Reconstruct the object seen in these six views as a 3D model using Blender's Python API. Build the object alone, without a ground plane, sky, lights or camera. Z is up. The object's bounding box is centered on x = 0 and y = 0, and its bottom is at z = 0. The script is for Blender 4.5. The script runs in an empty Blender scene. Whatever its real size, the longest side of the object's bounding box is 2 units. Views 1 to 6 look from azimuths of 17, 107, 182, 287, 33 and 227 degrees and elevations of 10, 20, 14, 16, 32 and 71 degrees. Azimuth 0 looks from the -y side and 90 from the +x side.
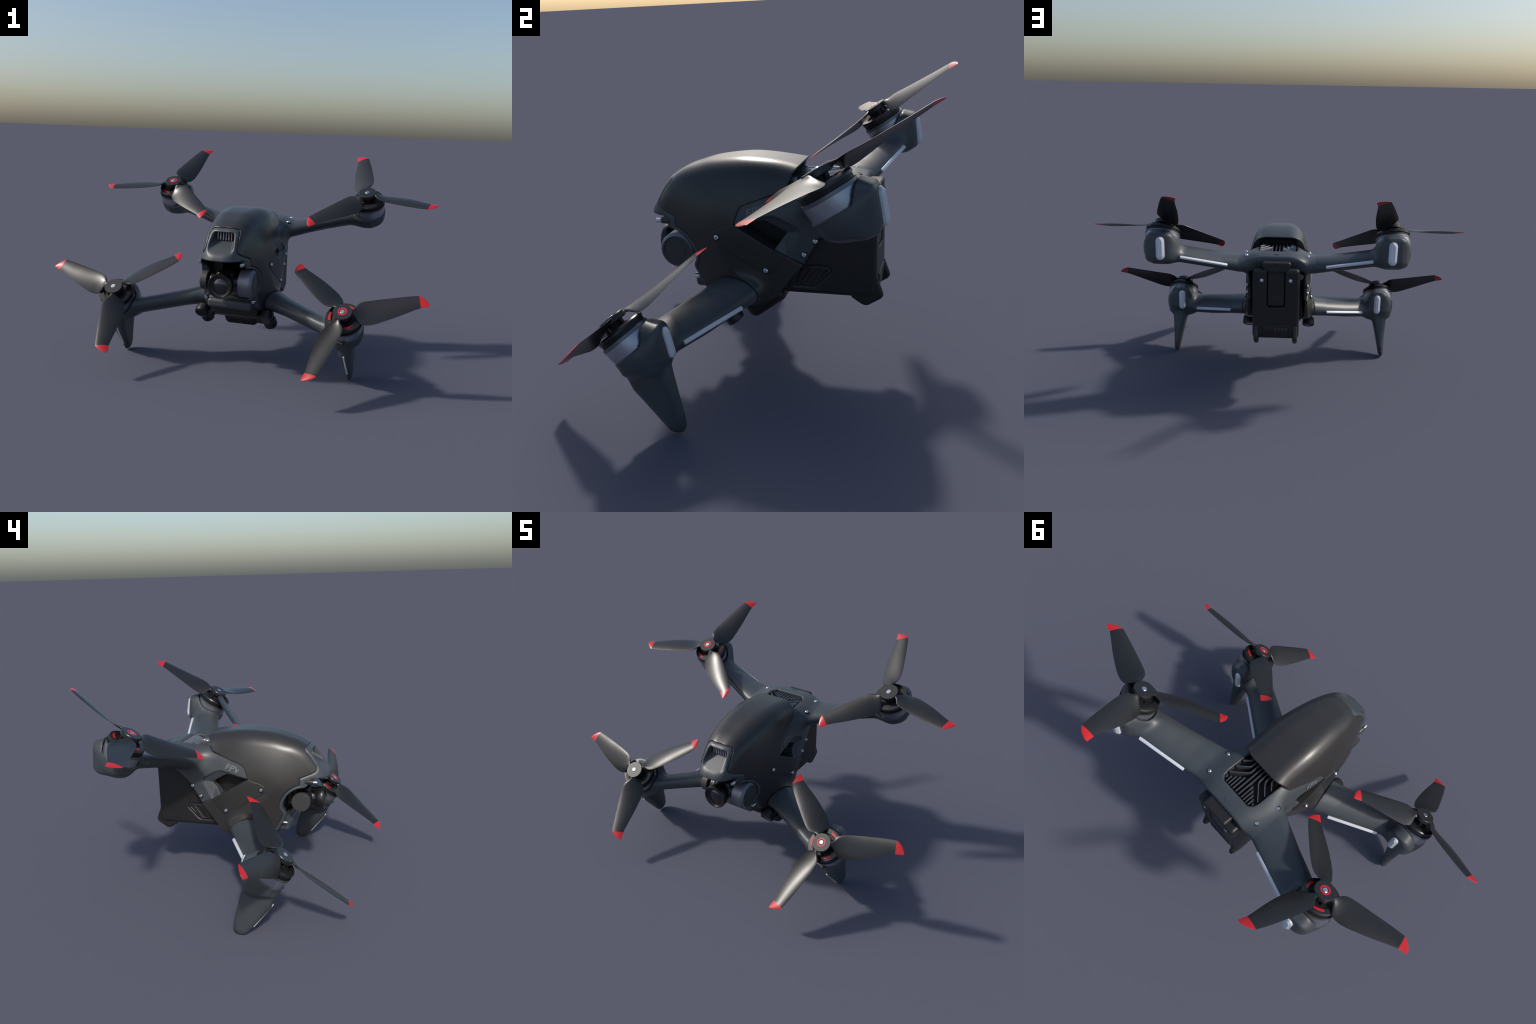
# Quadcopter drone with dome canopy, four tilted rotors, gimbal camera and rear battery.
# Solid mouldings are described as signed distance functions (profiles, sections, smooth unions)
# and skinned with surface nets; turned and sheet parts are lathed / lofted.
import bpy, math
import numpy as np
from mathutils import Vector, Matrix

# ------------------------------------------------------------------ materials
def material(name, base, rough=0.5, metallic=0.0, grain=0.12, bump=0.0, scale=60.0,
             spec=0.5, coat=0.0, trans=0.0):
    m = bpy.data.materials.new(name)
    m.use_nodes = True
    nt = m.node_tree
    b = nt.nodes['Principled BSDF']
    tc = nt.nodes.new('ShaderNodeTexCoord')
    no = nt.nodes.new('ShaderNodeTexNoise')
    no.inputs['Scale'].default_value = scale
    no.inputs['Detail'].default_value = 3.0
    nt.links.new(tc.outputs['Object'], no.inputs['Vector'])
    rp = nt.nodes.new('ShaderNodeValToRGB')
    rp.color_ramp.elements[0].position = 0.3
    rp.color_ramp.elements[1].position = 0.7
    lo = [c * (1 - grain) for c in base]
    hi = [min(1, c * (1 + grain)) for c in base]
    rp.color_ramp.elements[0].color = (*lo, 1)
    rp.color_ramp.elements[1].color = (*hi, 1)
    nt.links.new(no.outputs['Fac'], rp.inputs['Fac'])
    nt.links.new(rp.outputs['Color'], b.inputs['Base Color'])
    b.inputs['Roughness'].default_value = rough
    b.inputs['Metallic'].default_value = metallic
    b.inputs['Specular IOR Level'].default_value = spec
    b.inputs['Coat Weight'].default_value = coat
    b.inputs['Coat Roughness'].default_value = 0.25
    b.inputs['Transmission Weight'].default_value = trans
    if bump > 0:
        n2 = nt.nodes.new('ShaderNodeTexNoise')
        n2.inputs['Scale'].default_value = 900.0
        nt.links.new(tc.outputs['Object'], n2.inputs['Vector'])
        bp = nt.nodes.new('ShaderNodeBump')
        bp.inputs['Strength'].default_value = bump
        bp.inputs['Distance'].default_value = 0.001
        nt.links.new(n2.outputs['Fac'], bp.inputs['Height'])
        nt.links.new(bp.outputs['Normal'], b.inputs['Normal'])
    return m

M_CANOPY = material('canopy_gloss_black', (0.030, 0.0292, 0.0285), 0.33, grain=0.05, scale=8)
M_FRAME = material('frame_slate_plastic', (0.050, 0.058, 0.0655), 0.42, grain=0.06, scale=12, bump=0.06)
M_PLATE = material('side_plate_black', (0.022, 0.022, 0.022), 0.45, grain=0.05, bump=0.05)
M_BATTERY = material('battery_matt_black', (0.013, 0.013, 0.014), 0.42, grain=0.08, bump=0.06)
M_BLACK = material('cavity_black', (0.004, 0.004, 0.004), 0.6, grain=0.1)
M_GLOSSBLACK = material('camera_black', (0.010, 0.010, 0.011), 0.32, grain=0.1)
M_PROP = material('propeller_black', (0.014, 0.0145, 0.0155), 0.34, grain=0.06, scale=25)
M_RED = material('tip_red', (0.50, 0.013, 0.018), 0.34, grain=0.04)
M_STEEL = material('bolt_steel', (0.62, 0.63, 0.66), 0.22, metallic=1.0, grain=0.05)
M_BAND = material('motor_band_metal', (0.40, 0.42, 0.48), 0.38, metallic=0.85, grain=0.04)
M_RING = material('motor_ring_dark', (0.020, 0.021, 0.023), 0.3, metallic=0.2, grain=0.05)
M_LIGHT = material('light_guide_white', (0.62, 0.64, 0.68), 0.35, grain=0.03)
M_GLASS = material('lens_glass', (0.006, 0.007, 0.010), 0.06, grain=0.1, coat=1.0)
M_DRUM = material('gimbal_drum_metal', (0.17, 0.18, 0.21), 0.45, metallic=0.6, grain=0.05)
M_DRUMDARK = material('gimbal_cap_grey', (0.040, 0.041, 0.042), 0.5, grain=0.05)
M_FIN = material('heat_sink_metal', (0.20, 0.21, 0.23), 0.3, metallic=0.8, grain=0.1)
M_RIM = material('motor_rim_grey', (0.16, 0.17, 0.19), 0.4, metallic=0.7, grain=0.04)
M_PAD = material('foot_rubber', (0.042, 0.048, 0.054), 0.55, grain=0.08)
M_SLAT = material('slat_grey', (0.34, 0.35, 0.37), 0.4, grain=0.05)  # base grey lightened so the slats look lit inside the shaded intake
M_MARK = material('print_light_grey', (0.125, 0.135, 0.145), 0.45, grain=0.05)
M_MARKDARK = material('emboss_slate', (0.060, 0.067, 0.073), 0.35, grain=0.05)

# ------------------------------------------------------------------ scene helpers
ROOT = bpy.data.objects.new('quadcopter_drone', None)
bpy.context.scene.collection.objects.link(ROOT)
ROOT['label'] = 'dark grey racing quadcopter with dome canopy and red tipped propellers'
ROOT['category'] = 'drone'

def add(name, mesh, parent=None, mat=None, matrix=None):
    o = bpy.data.objects.new(name, mesh)
    bpy.context.scene.collection.objects.link(o)
    o.parent = parent or ROOT
    if mat is not None and len(mesh.materials) == 0:
        mesh.materials.append(mat)
    if matrix is not None:
        o.matrix_local = matrix
    return o

def empty(name, matrix=None, parent=None):
    o = bpy.data.objects.new(name, None)
    bpy.context.scene.collection.objects.link(o)
    o.parent = parent or ROOT
    if matrix is not None:
        o.matrix_local = matrix
    return o

def make_mesh(name, verts, faces, smooth=True):
    me = bpy.data.meshes.new(name)
    me.from_pydata([tuple(v) for v in verts], [], [tuple(f) for f in faces])
    me.update()
    if smooth:
        me.polygons.foreach_set('use_smooth', [True] * len(me.polygons))
    return me

def sharp_by_angle(me, deg=35):
    me.polygons.foreach_set('use_smooth', [True] * len(me.polygons))
    try:
        me.set_sharp_from_angle(angle=math.radians(deg))
    except Exception:
        pass
    return me

# ------------------------------------------------------------------ distance functions
def smin(a, b, k):
    h = np.maximum(k - np.abs(a - b), 0.0) / k
    return np.minimum(a, b) - h * h * k * 0.25

def smax(a, b, k):
    return -smin(-a, -b, k)

def poly2(pts, A, B):
    """signed distance to a closed polygon in the (A, B) plane"""
    A, B = np.broadcast_arrays(A, B)
    pts = np.asarray(pts, A.dtype)
    d = np.full(A.shape, 1e9, A.dtype)
    inside = np.zeros(A.shape, bool)
    n = len(pts)
    for i in range(n):
        a = pts[i]; b = pts[(i + 1) % n]
        e = b - a
        wx = A - a[0]; wy = B - a[1]
        t = np.clip((wx * e[0] + wy * e[1]) / (e @ e), 0, 1)
        d = np.minimum(d, (wx - e[0] * t) ** 2 + (wy - e[1] * t) ** 2)
        c1 = (a[1] <= B) & (B < b[1]) & (e[0] * wy < e[1] * wx)
        c2 = (b[1] <= B) & (B < a[1]) & (e[0] * wy > e[1] * wx)
        inside ^= (c1 | c2)
    d = np.sqrt(d)
    return np.where(inside, -d, d)

def line2(pts, A, B):
    A, B = np.broadcast_arrays(A, B)
    pts = np.asarray(pts, A.dtype)
    d = np.full(A.shape, 1e9, A.dtype)
    for a, b in zip(pts[:-1], pts[1:]):
        e = b - a
        wx = A - a[0]; wy = B - a[1]
        t = np.clip((wx * e[0] + wy * e[1]) / (e @ e), 0, 1)
        d = np.minimum(d, (wx - e[0] * t) ** 2 + (wy - e[1] * t) ** 2)
    return np.sqrt(d)

def box(X, Y, Z, c, h, r=0.0):
    qx = np.abs(X - c[0]) - h[0] + r
    qy = np.abs(Y - c[1]) - h[1] + r
    qz = np.abs(Z - c[2]) - h[2] + r
    return (np.sqrt(np.maximum(qx, 0) ** 2 + np.maximum(qy, 0) ** 2 + np.maximum(qz, 0) ** 2)
            + np.minimum(np.maximum(qx, np.maximum(qy, qz)), 0) - r)

def cyl(X, Y, Z, a, n, r, h0, h1, k=0.0):
    """cylinder on axis a + t n, t in [h0, h1]"""
    dx, dy, dz = X - a[0], Y - a[1], Z - a[2]
    t = dx * n[0] + dy * n[1] + dz * n[2]
    rad = np.sqrt(np.maximum((dx - t * n[0]) ** 2 + (dy - t * n[1]) ** 2 + (dz - t * n[2]) ** 2, 1e-12))
    q1 = rad - r + k
    q2 = np.abs(t - (h0 + h1) / 2) - (h1 - h0) / 2 + k
    return (np.sqrt(np.maximum(q1, 0) ** 2 + np.maximum(q2, 0) ** 2)
            + np.minimum(np.maximum(q1, q2), 0) - k)

def spline(pts, n=8, closed=False):
    """Catmull-Rom through control points"""
    P = np.asarray(pts, float)
    out = []
    m = len(P)
    for i in range(m if closed else m - 1):
        if closed:
            p0, p1, p2, p3 = P[i - 1], P[i], P[(i + 1) % m], P[(i + 2) % m]
        else:
            p0, p1, p2, p3 = P[max(i - 1, 0)], P[i], P[i + 1], P[min(i + 2, m - 1)]
        for t in np.linspace(0, 1, n, endpoint=False):
            out.append(0.5 * (2 * p1 + (p2 - p0) * t + (2 * p0 - 5 * p1 + 4 * p2 - p3) * t * t
                              + (3 * p1 - p0 - 3 * p2 + p3) * t ** 3))
    if not closed:
        out.append(P[-1])
    return np.array(out)

# ------------------------------------------------------------------ surface nets
def skin(f, lo, hi, h, mirror=False, project=2):
    """skin the zero level of f(X,Y,Z); returns verts, quads"""
    lo = np.array(lo, float); hi = np.array(hi, float)
    if mirror:
        nx = int(math.ceil(hi[0] / h)) + 1
        xs = (np.arange(nx) + 0.5) * h
    else:
        xs = np.arange(lo[0], hi[0] + h, h)
    ys = np.arange(lo[1], hi[1] + h, h)
    zs = np.arange(lo[2], hi[2] + h, h)
    V = f(xs[:, None, None].astype(np.float32), ys[None, :, None].astype(np.float32), zs[None, None, :].astype(np.float32))
    V = np.broadcast_to(V, (len(xs), len(ys), len(zs))).astype(np.float32)
    if mirror:
        V = np.concatenate([V[::-1], V], 0)
        xs = np.concatenate([-xs[::-1], xs])
    S = V < 0
    nx, ny, nz = V.shape
    cnt = np.zeros((nx - 1, ny - 1, nz - 1), np.int8)
    for i in (0, 1):
        for j in (0, 1):
            for k in (0, 1):
                cnt += S[i:nx - 1 + i, j:ny - 1 + j, k:nz - 1 + k]
    act = (cnt > 0) & (cnt < 8)
    idx = np.full(act.shape, -1, np.int64)
    ci = np.argwhere(act)
    idx[act] = np.arange(len(ci))
    acc = np.zeros((len(ci), 3)); num = np.zeros(len(ci))
    corners = [(i, j, k) for i in (0, 1) for j in (0, 1) for k in (0, 1)]
    for a in corners:
        for ax in range(3):
            if a[ax] == 1:
                continue
            b = list(a); b[ax] = 1
            va = V[ci[:, 0] + a[0], ci[:, 1] + a[1], ci[:, 2] + a[2]]
            vb = V[ci[:, 0] + b[0], ci[:, 1] + b[1], ci[:, 2] + b[2]]
            m = (va < 0) != (vb < 0)
            t = np.where(m, va / np.where(m, va - vb, 1), 0)
            p = np.array(a, float)[None, :] + np.zeros((len(ci), 3))
            p[:, ax] += t
            acc += p * m[:, None]; num += m
    P = (ci + acc / num[:, None]) * h + np.array([xs[0], ys[0], zs[0]])
    quads = []
    for ax in range(3):
        o1, o2 = [(1, 2), (2, 0), (0, 1)][ax]
        sl_a = [slice(None)] * 3; sl_b = [slice(None)] * 3
        sl_a[ax] = slice(0, -1); sl_b[ax] = slice(1, None)
        A = S[tuple(sl_a)]; B = S[tuple(sl_b)]
        ch = np.argwhere(A != B)
        ok = (ch[:, o1] > 0) & (ch[:, o2] > 0) & (ch[:, o1] < V.shape[o1] - 1) & (ch[:, o2] < V.shape[o2] - 1)
        ch = ch[ok]
        fl = A[ch[:, 0], ch[:, 1], ch[:, 2]]
        def cell(d1, d2):
            c = ch.copy(); c[:, o1] -= d1; c[:, o2] -= d2
            return idx[c[:, 0], c[:, 1], c[:, 2]]
        q = np.stack([cell(1, 1), cell(0, 1), cell(0, 0), cell(1, 0)], 1)
        q = np.where(fl[:, None], q, q[:, ::-1])
        quads.append(q)
    Q = np.concatenate(quads)
    fx = (lambda p: f(np.abs(p[:, 0]), p[:, 1], p[:, 2])) if mirror else (lambda p: f(p[:, 0], p[:, 1], p[:, 2]))
    for _ in range(project):
        e = h * 0.25
        v = fx(P)
        g = np.stack([(fx(P + np.eye(3)[a] * e) - fx(P - np.eye(3)[a] * e)) / (2 * e) for a in range(3)], 1)
        gg = np.maximum((g * g).sum(1), 0.15)
        step = -v[:, None] * g / gg[:, None]
        L = np.linalg.norm(step, axis=1)
        step *= np.minimum(1, 0.35 * h / np.maximum(L, 1e-9))[:, None]
        P = P + step
    return P, Q

def mesh_from(name, P, Q, normals=None):
    me = bpy.data.meshes.new(name)
    me.vertices.add(len(P))
    me.vertices.foreach_set('co', np.ascontiguousarray(P, np.float32).ravel())
    n = Q.shape[1]
    me.loops.add(Q.size)
    me.loops.foreach_set('vertex_index', np.ascontiguousarray(Q, np.int32).ravel())
    me.polygons.add(len(Q))
    me.polygons.foreach_set('loop_start', np.arange(0, Q.size, n, dtype=np.int32))
    me.polygons.foreach_set('use_smooth', np.ones(len(Q), bool))
    me.update(calc_edges=True)
    me.validate()
    if normals is not None:
        me.normals_split_custom_set_from_vertices([tuple(v) for v in normals])
    return me

def vertex_normals(P, Q):
    a, b, c, d = P[Q[:, 0]], P[Q[:, 1]], P[Q[:, 2]], P[Q[:, 3]]
    fn = np.cross(c - a, d - b)
    N = np.zeros_like(P)
    for k in range(4):
        np.add.at(N, Q[:, k], fn)
    return N / np.maximum(np.linalg.norm(N, axis=1), 1e-12)[:, None]

def solid(name, f, lo, hi, h, mat, mirror=False, parent=None):
    P, Q = skin(f, lo, hi, h, mirror)
    return add(name, mesh_from(name, P, Q), parent, mat)

def split_solid(f, lo, hi, h, mirror, regions, mat):
    """one smooth skin, its faces shared out to named regions: [(name, test(centre))]"""
    P, Q = skin(f, lo, hi, h, mirror)
    N = vertex_normals(P, Q)
    C = P[Q].mean(1)
    left = np.ones(len(Q), bool)
    out = []
    for name, test in regions:
        m = left & test(C)
        left &= ~m
        q = Q[m]
        used, inv = np.unique(q, return_inverse=True)
        me = mesh_from(name, P[used], inv.reshape(-1, 4), N[used])
        out.append(add(name, me, None, mat))
    return out

# ------------------------------------------------------------------ turned and extruded parts
def lathe(name, prof, mat=None, seg=48, mats=None):
    """profile [(r, z[, mat index])] about z"""
    v = []; f = []; mi = []
    n = len(prof)
    for i in range(seg):
        a = 2 * math.pi * i / seg
        for p in prof:
            v.append((p[0] * math.cos(a), p[0] * math.sin(a), p[1]))
    for i in range(seg):
        j = (i + 1) % seg
        for k in range(n - 1):
            f.append((i * n + k, j * n + k, j * n + k + 1, i * n + k + 1))
            mi.append(prof[k][2] if len(prof[k]) > 2 else 0)
    me = make_mesh(name, v, f)
    for m in (mats or [mat]):
        me.materials.append(m)
    me.polygons.foreach_set('material_index', mi)
    import bmesh
    bm = bmesh.new(); bm.from_mesh(me)
    bmesh.ops.remove_doubles(bm, verts=bm.verts, dist=1e-6)
    bmesh.ops.recalc_face_normals(bm, faces=bm.faces)
    bm.to_mesh(me); bm.free()
    return sharp_by_angle(me, 30)

def bevel_box(name, h, bev, seg=3):
    import bmesh
    bm = bmesh.new()
    bmesh.ops.create_cube(bm, size=2.0)
    for v in bm.verts:
        v.co = Vector((v.co.x * h[0], v.co.y * h[1], v.co.z * h[2]))
    bmesh.ops.bevel(bm, geom=list(bm.edges), offset=bev, segments=seg, profile=0.5, affect='EDGES')
    me = bpy.data.meshes.new(name)
    bm.to_mesh(me); bm.free()
    return sharp_by_angle(me, 40)

def prism(name, poly, depth, bev=0.001, seg=2):
    """extrude polygon (in local xy) by depth along +z, edges bevelled"""
    import bmesh
    bm = bmesh.new()
    vs = [bm.verts.new((p[0], p[1], 0)) for p in poly]
    fc = bm.faces.new(vs)
    r = bmesh.ops.extrude_face_region(bm, geom=[fc])
    for g in r['geom']:
        if isinstance(g, bmesh.types.BMVert):
            g.co.z += depth
    bmesh.ops.recalc_face_normals(bm, faces=bm.faces)
    if bev > 0:
        bmesh.ops.bevel(bm, geom=list(bm.edges), offset=bev, segments=seg, profile=0.5, affect='EDGES')
    me = bpy.data.meshes.new(name)
    bm.to_mesh(me); bm.free()
    return sharp_by_angle(me, 40)

def frame_mat(origin, zaxis, xhint=(1, 0, 0)):
    z = Vector(zaxis).normalized()
    x = Vector(xhint); x = (x - z * x.dot(z)).normalized()
    y = z.cross(x)
    m = Matrix((x, y, z)).transposed().to_4x4()
    m.translation = Vector(origin)
    return m

def pill(name, length, width, depth, bev):
    """stadium-shaped raised cap, long axis local y, rising along +z"""
    r = width / 2; s = length / 2 - r
    poly = [(r * math.cos(a), s + r * math.sin(a)) for a in np.linspace(0, math.pi, 9)]
    poly += [(r * math.cos(a), -s + r * math.sin(a)) for a in np.linspace(math.pi, 2 * math.pi, 9)]
    import bmesh
    bm = bmesh.new()
    rings = []
    for sc, z in ((1.0, 0.0), (1.0, depth - bev), (1 - bev * 1.2 / r, depth)):
        rings.append([bm.verts.new((p[0] * sc, (abs(p[1]) - r * (1 - sc)) * (1 if p[1] > 0 else -1), z)) for p in poly])
    n = len(poly)
    for a, b in zip(rings[:-1], rings[1:]):
        for i in range(n):
            bm.faces.new((a[i], a[(i + 1) % n], b[(i + 1) % n], b[i]))
    bm.faces.new(rings[-1]); bm.faces.new(list(reversed(rings[0])))
    me = bpy.data.meshes.new(name)
    bm.to_mesh(me); bm.free()
    return sharp_by_angle(me, 25)

# ================================================================== BODY PROFILES (y, z)
DOME = spline([(-0.475, 0.570), (-0.464, 0.612), (-0.440, 0.660), (-0.410, 0.705), (-0.374, 0.744),
               (-0.320, 0.777), (-0.262, 0.797), (-0.190, 0.816), (-0.070, 0.828), (0.030, 0.823),
               (0.130, 0.808), (0.20, 0.790)], 6)
DOME_POLY = list(map(tuple, DOME)) + [(0.60, 0.75), (0.60, 0.05), (-0.475, 0.05)]

# edge of the side shell around the gimbal
GIMBAL_EDGE = spline([(-0.392, 0.600), (-0.378, 0.570), (-0.358, 0.556), (-0.322, 0.551), (-0.284, 0.528),
                      (-0.258, 0.490), (-0.251, 0.455), (-0.266, 0.418), (-0.250, 0.378), (-0.226, 0.334)], 5)

PANEL_TOP = [(0.104, 0.727), (-0.050, 0.669), (-0.064, 0.652), (-0.083, 0.600)]
PLATE = [(-0.083, 0.600), (-0.148, 0.581), (-0.166, 0.570), (-0.172, 0.556), (-0.168, 0.535),
         (0.022, 0.414), (0.040, 0.410), (0.054, 0.416), (0.112, 0.486)]

CANOPY_POLY = ([(-0.60, 0.95), (0.151, 0.95), (0.151, 0.803), (0.128, 0.776), (0.119, 0.750), (0.112, 0.733)] + PANEL_TOP
               + [(0.112, 0.486), (0.173, 0.452), (0.123, 0.394), (0.070, 0.326), (0.030, 0.308), (-0.05, 0.300), (-0.200, 0.318)]
               + list(map(tuple, GIMBAL_EDGE[::-1])) + [(-0.60, 0.600)])
PANEL_POLY = ([(0.122, 0.760), (0.090, 0.735), (-0.056, 0.678), (-0.072, 0.656), (-0.093, 0.600), (-0.083, 0.594), (0.108, 0.480), (0.173, 0.452), (0.230, 0.553), (0.303, 0.627),
              (0.345, 0.665), (0.377, 0.728), (0.379, 0.80), (0.122, 0.80)])

# half width of the body as a smooth field over (y, z), from a few measured stations
WIDTH_PTS = np.array([
    (0.14, 0.83, 0.106), (0.13, 0.80, 0.122), (0.11, 0.725, 0.147), (0.06, 0.635, 0.179), (0.11, 0.49, 0.174), (0.12, 0.40, 0.168),
    (-0.05, 0.84, 0.108), (-0.05, 0.74, 0.152), (-0.062, 0.665, 0.170), (-0.085, 0.60, 0.180), (-0.05, 0.50, 0.184),
    (0.035, 0.43, 0.184), (-0.05, 0.34, 0.172), (-0.15, 0.83, 0.102), (-0.15, 0.72, 0.149), (-0.15, 0.63, 0.172), (-0.15, 0.55, 0.178),
    (-0.15, 0.43, 0.182), (-0.15, 0.33, 0.165), (-0.25, 0.81, 0.094), (-0.25, 0.70, 0.136), (-0.25, 0.56, 0.162),
    (-0.25, 0.45, 0.154), (-0.25, 0.36, 0.140), (-0.35, 0.77, 0.086), (-0.35, 0.68, 0.109), (-0.35, 0.60, 0.122),
    (-0.43, 0.69, 0.082), (-0.43, 0.62, 0.092), (-0.48, 0.62, 0.074), (0.22, 0.55, 0.164), (0.18, 0.49, 0.166),
    (0.22, 0.74, 0.160), (0.30, 0.63, 0.150), (0.39, 0.74, 0.130)])
def _kern(r2):
    return np.sqrt(r2 + 0.06 ** 2)
def _fit_width():
    p = WIDTH_PTS
    n = len(p)
    r2 = (p[:, None, 0] - p[None, :, 0]) ** 2 + (p[:, None, 1] - p[None, :, 1]) ** 2
    A = np.zeros((n + 3, n + 3))
    A[:n, :n] = _kern(r2) + np.eye(n) * -0.004
    A[:n, n] = 1; A[:n, n + 1] = p[:, 0]; A[:n, n + 2] = p[:, 1]
    A[n:, :n] = A[:n, n:].T
    return np.linalg.solve(A, np.concatenate([p[:, 2], np.zeros(3)]))
WC = _fit_width()
def half_width(Y, Z):
    Y, Z = np.broadcast_arrays(Y, Z)
    w = WC[-3] + WC[-2] * Y + WC[-1] * Z
    for (y, z, _), c in zip(WIDTH_PTS, WC):
        w = w + c * _kern((Y - y) ** 2 + (Z - z) ** 2)
    return w

def core(X, Y, Z):
    side = (np.abs(X) - half_width(Y, Z)) * 0.93
    return smax(side, poly2(DOME_POLY, Y, Z), 0.062)

# nose frame outline seen from the front (x, z)
NOSE_FRONT = [(0.0, 0.752), (0.052, 0.750), (0.068, 0.744), (0.076, 0.730), (0.079, 0.655), (0.084, 0.640),
              (0.130, 0.598), (0.130, 0.560), (0.0, 0.560)]
def nose_region(X, Y, Z):
    a = np.maximum(poly2(NOSE_FRONT + [(-p[0], p[1]) for p in NOSE_FRONT[-2:0:-1]], X, Z), Y + 0.335)
    band = np.maximum(line2(GIMBAL_EDGE, Y, Z) - 0.014, -(Y + 0.0) - 0.60)
    return np.minimum(a, band)

def gimbal_cavity(X, Y, Z):
    return smax(box(X, Y, Z, (0, -0.33, 0.485), (0.112, 0.125, 0.108), 0.03), Y + 0.215, 0.01)

# ------------------------------------------------------------------ canopy
def canopy(X, Y, Z):
    d = smax(core(X, Y, Z), poly2(CANOPY_POLY, Y, Z) + 0.0002, 0.003)
    d = smax(d, -(nose_region(X, Y, Z) - 0.0006), 0.006)
    d = smax(d, -gimbal_cavity(X, Y, Z), 0.008)
    d = smax(d, -box(X, Y, Z, (0, 0.13, 0.42), (0.150, 0.13, 0.16), 0.01), 0.004)
    # hollow under the rear lip, where the fins run in
    d = smax(d, -box(X, Y, Z, (0, 0.13, 0.750), (0.098, 0.05, 0.040), 0.03), 0.01)
    # teardrop sockets for the four light tubes
    for c, n0 in (((0.108, -0.372, 0.585), (0, -1, 0)), ((0.128, -0.222, 0.371), (0, -1, 0))):
        q = np.sqrt(((np.abs(X) - c[0]) / 0.012) ** 2 + ((Y - c[1]) / 0.042) ** 2 + ((Z - c[2]) / 0.012) ** 2)
        d = smin(d, (q - 1) * 0.012, 0.012)
        d = smin(d, cyl(np.abs(X), Y, Z, c, (0.0, -1.0, 0.0), 0.0125, -0.01, 0.028, 0.004), 0.006)
    # flare that meets the front arm root
    d = smin(d, front_arm_section(np.abs(X), Y, Z, 0.001) + np.maximum(np.abs(X) - 0.215, 0) * 3, 0.042)
    d = smax(d, arm_seam(X, Y, Z) + 0.0012, 0.003)
    return d

# ------------------------------------------------------------------ arms
def arm_section(X, Y, Z, stations, grow=0.0):
    """blade-like arm along x: stations rows (x, y, z, half chord, half thickness, tilt deg)"""
    s = np.array(stations)
    def L(i):
        return np.interp(X, s[:, 0], s[:, i])
    cy, cz, a, b, t = L(1), L(2), L(3) + grow, L(4) + grow, np.radians(L(5))
    u = (Y - cy) * np.cos(t) + (Z - cz) * np.sin(t)
    v = -(Y - cy) * np.sin(t) + (Z - cz) * np.cos(t)
    q = (np.abs(u / a) ** 2.2 + np.abs(v / b) ** 2.2 + 1e-9) ** (1 / 2.2)
    g = np.sqrt((u / (a * a)) ** 2 + (v / (b * b)) ** 2 + 1e-9)
    d = (q - 1) * q / g / np.maximum(q, 0.3)
    return np.clip(d, -0.2, 0.4)

FRONT_ST = [(0.10, -0.045, 0.350, 0.115, 0.062, 2), (0.20, -0.088, 0.343, 0.100, 0.051, -2), (0.28, -0.133, 0.326, 0.091, 0.045, -7),
            (0.40, -0.197, 0.302, 0.086, 0.043, -12), (0.50, -0.253, 0.284, 0.080, 0.042, -13), (0.62, -0.30, 0.27, 0.065, 0.042, -13)]
REAR_ST = [(0.08, 0.262, 0.690, 0.110, 0.052, 8), (0.20, 0.284, 0.692, 0.098, 0.046, 3), (0.28, 0.312, 0.708, 0.092, 0.039, 0),
           (0.37, 0.344, 0.728, 0.087, 0.036, -3), (0.48, 0.376, 0.753, 0.080, 0.037, -4), (0.60, 0.405, 0.775, 0.065, 0.040, -4)]
def front_arm_section(X, Y, Z, grow=0.0):
    return arm_section(X, Y, Z, FRONT_ST, grow)
def arm_seam(X, Y, Z):
    """canopy side of the seam plane between flare and front arm is negative"""
    return np.abs(X) - (0.209 + 0.26 * Y + 0.10 * (Z - 0.35))

# rotor axes
def axis(tilt, lean):
    t, l = math.radians(tilt), math.radians(lean)
    return np.array([math.sin(l), -math.sin(t) * math.cos(l), math.cos(t) * math.cos(l)])
HUB_F = np.array([0.6046, -0.3815, 0.4041]); N_F = axis(39.1, -2.7)
HUB_R = np.array([0.5867, 0.3220, 0.9160]); N_R = axis(31.0, -3.6)

POD_F = [(0.050, -0.110), (0.050, -0.188), (0.100, -0.199), (0.155, -0.188), (0.188, -0.160), (0.201, -0.124),
         (0.186, -0.028), (0.177, -0.009), (0.132, 0.001), (0.105, -0.02)]
POD_R = [(0.040, -0.120), (0.040, -0.192), (0.085, -0.205), (0.150, -0.191), (0.188, -0.172),
         (0.193, -0.150), (0.177, -0.045), (0.168, -0.032), (0.125, -0.022), (0.100, -0.04)]
BOWL = spline([(0.0, -0.128), (0.0870, -0.128), (0.0870, -0.138), (0.0850, -0.156), (0.0800, -0.176), (0.0710, -0.193), (0.053, -0.207), (0.028, -0.215), (0.0, -0.217)], 2)
BOWL = [tuple(p) for p in BOWL] + [(-0.05, -0.217), (-0.05, -0.128)]
POD_WZ = [[-0.225, -0.210, -0.195, -0.175, -0.150, -0.125, -0.100, -0.075, -0.050, -0.030, -0.012, 0.01],
          [0.012, 0.036, 0.058, 0.077, 0.089, 0.094, 0.090, 0.079, 0.066, 0.056, 0.044, 0.030]]
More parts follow.
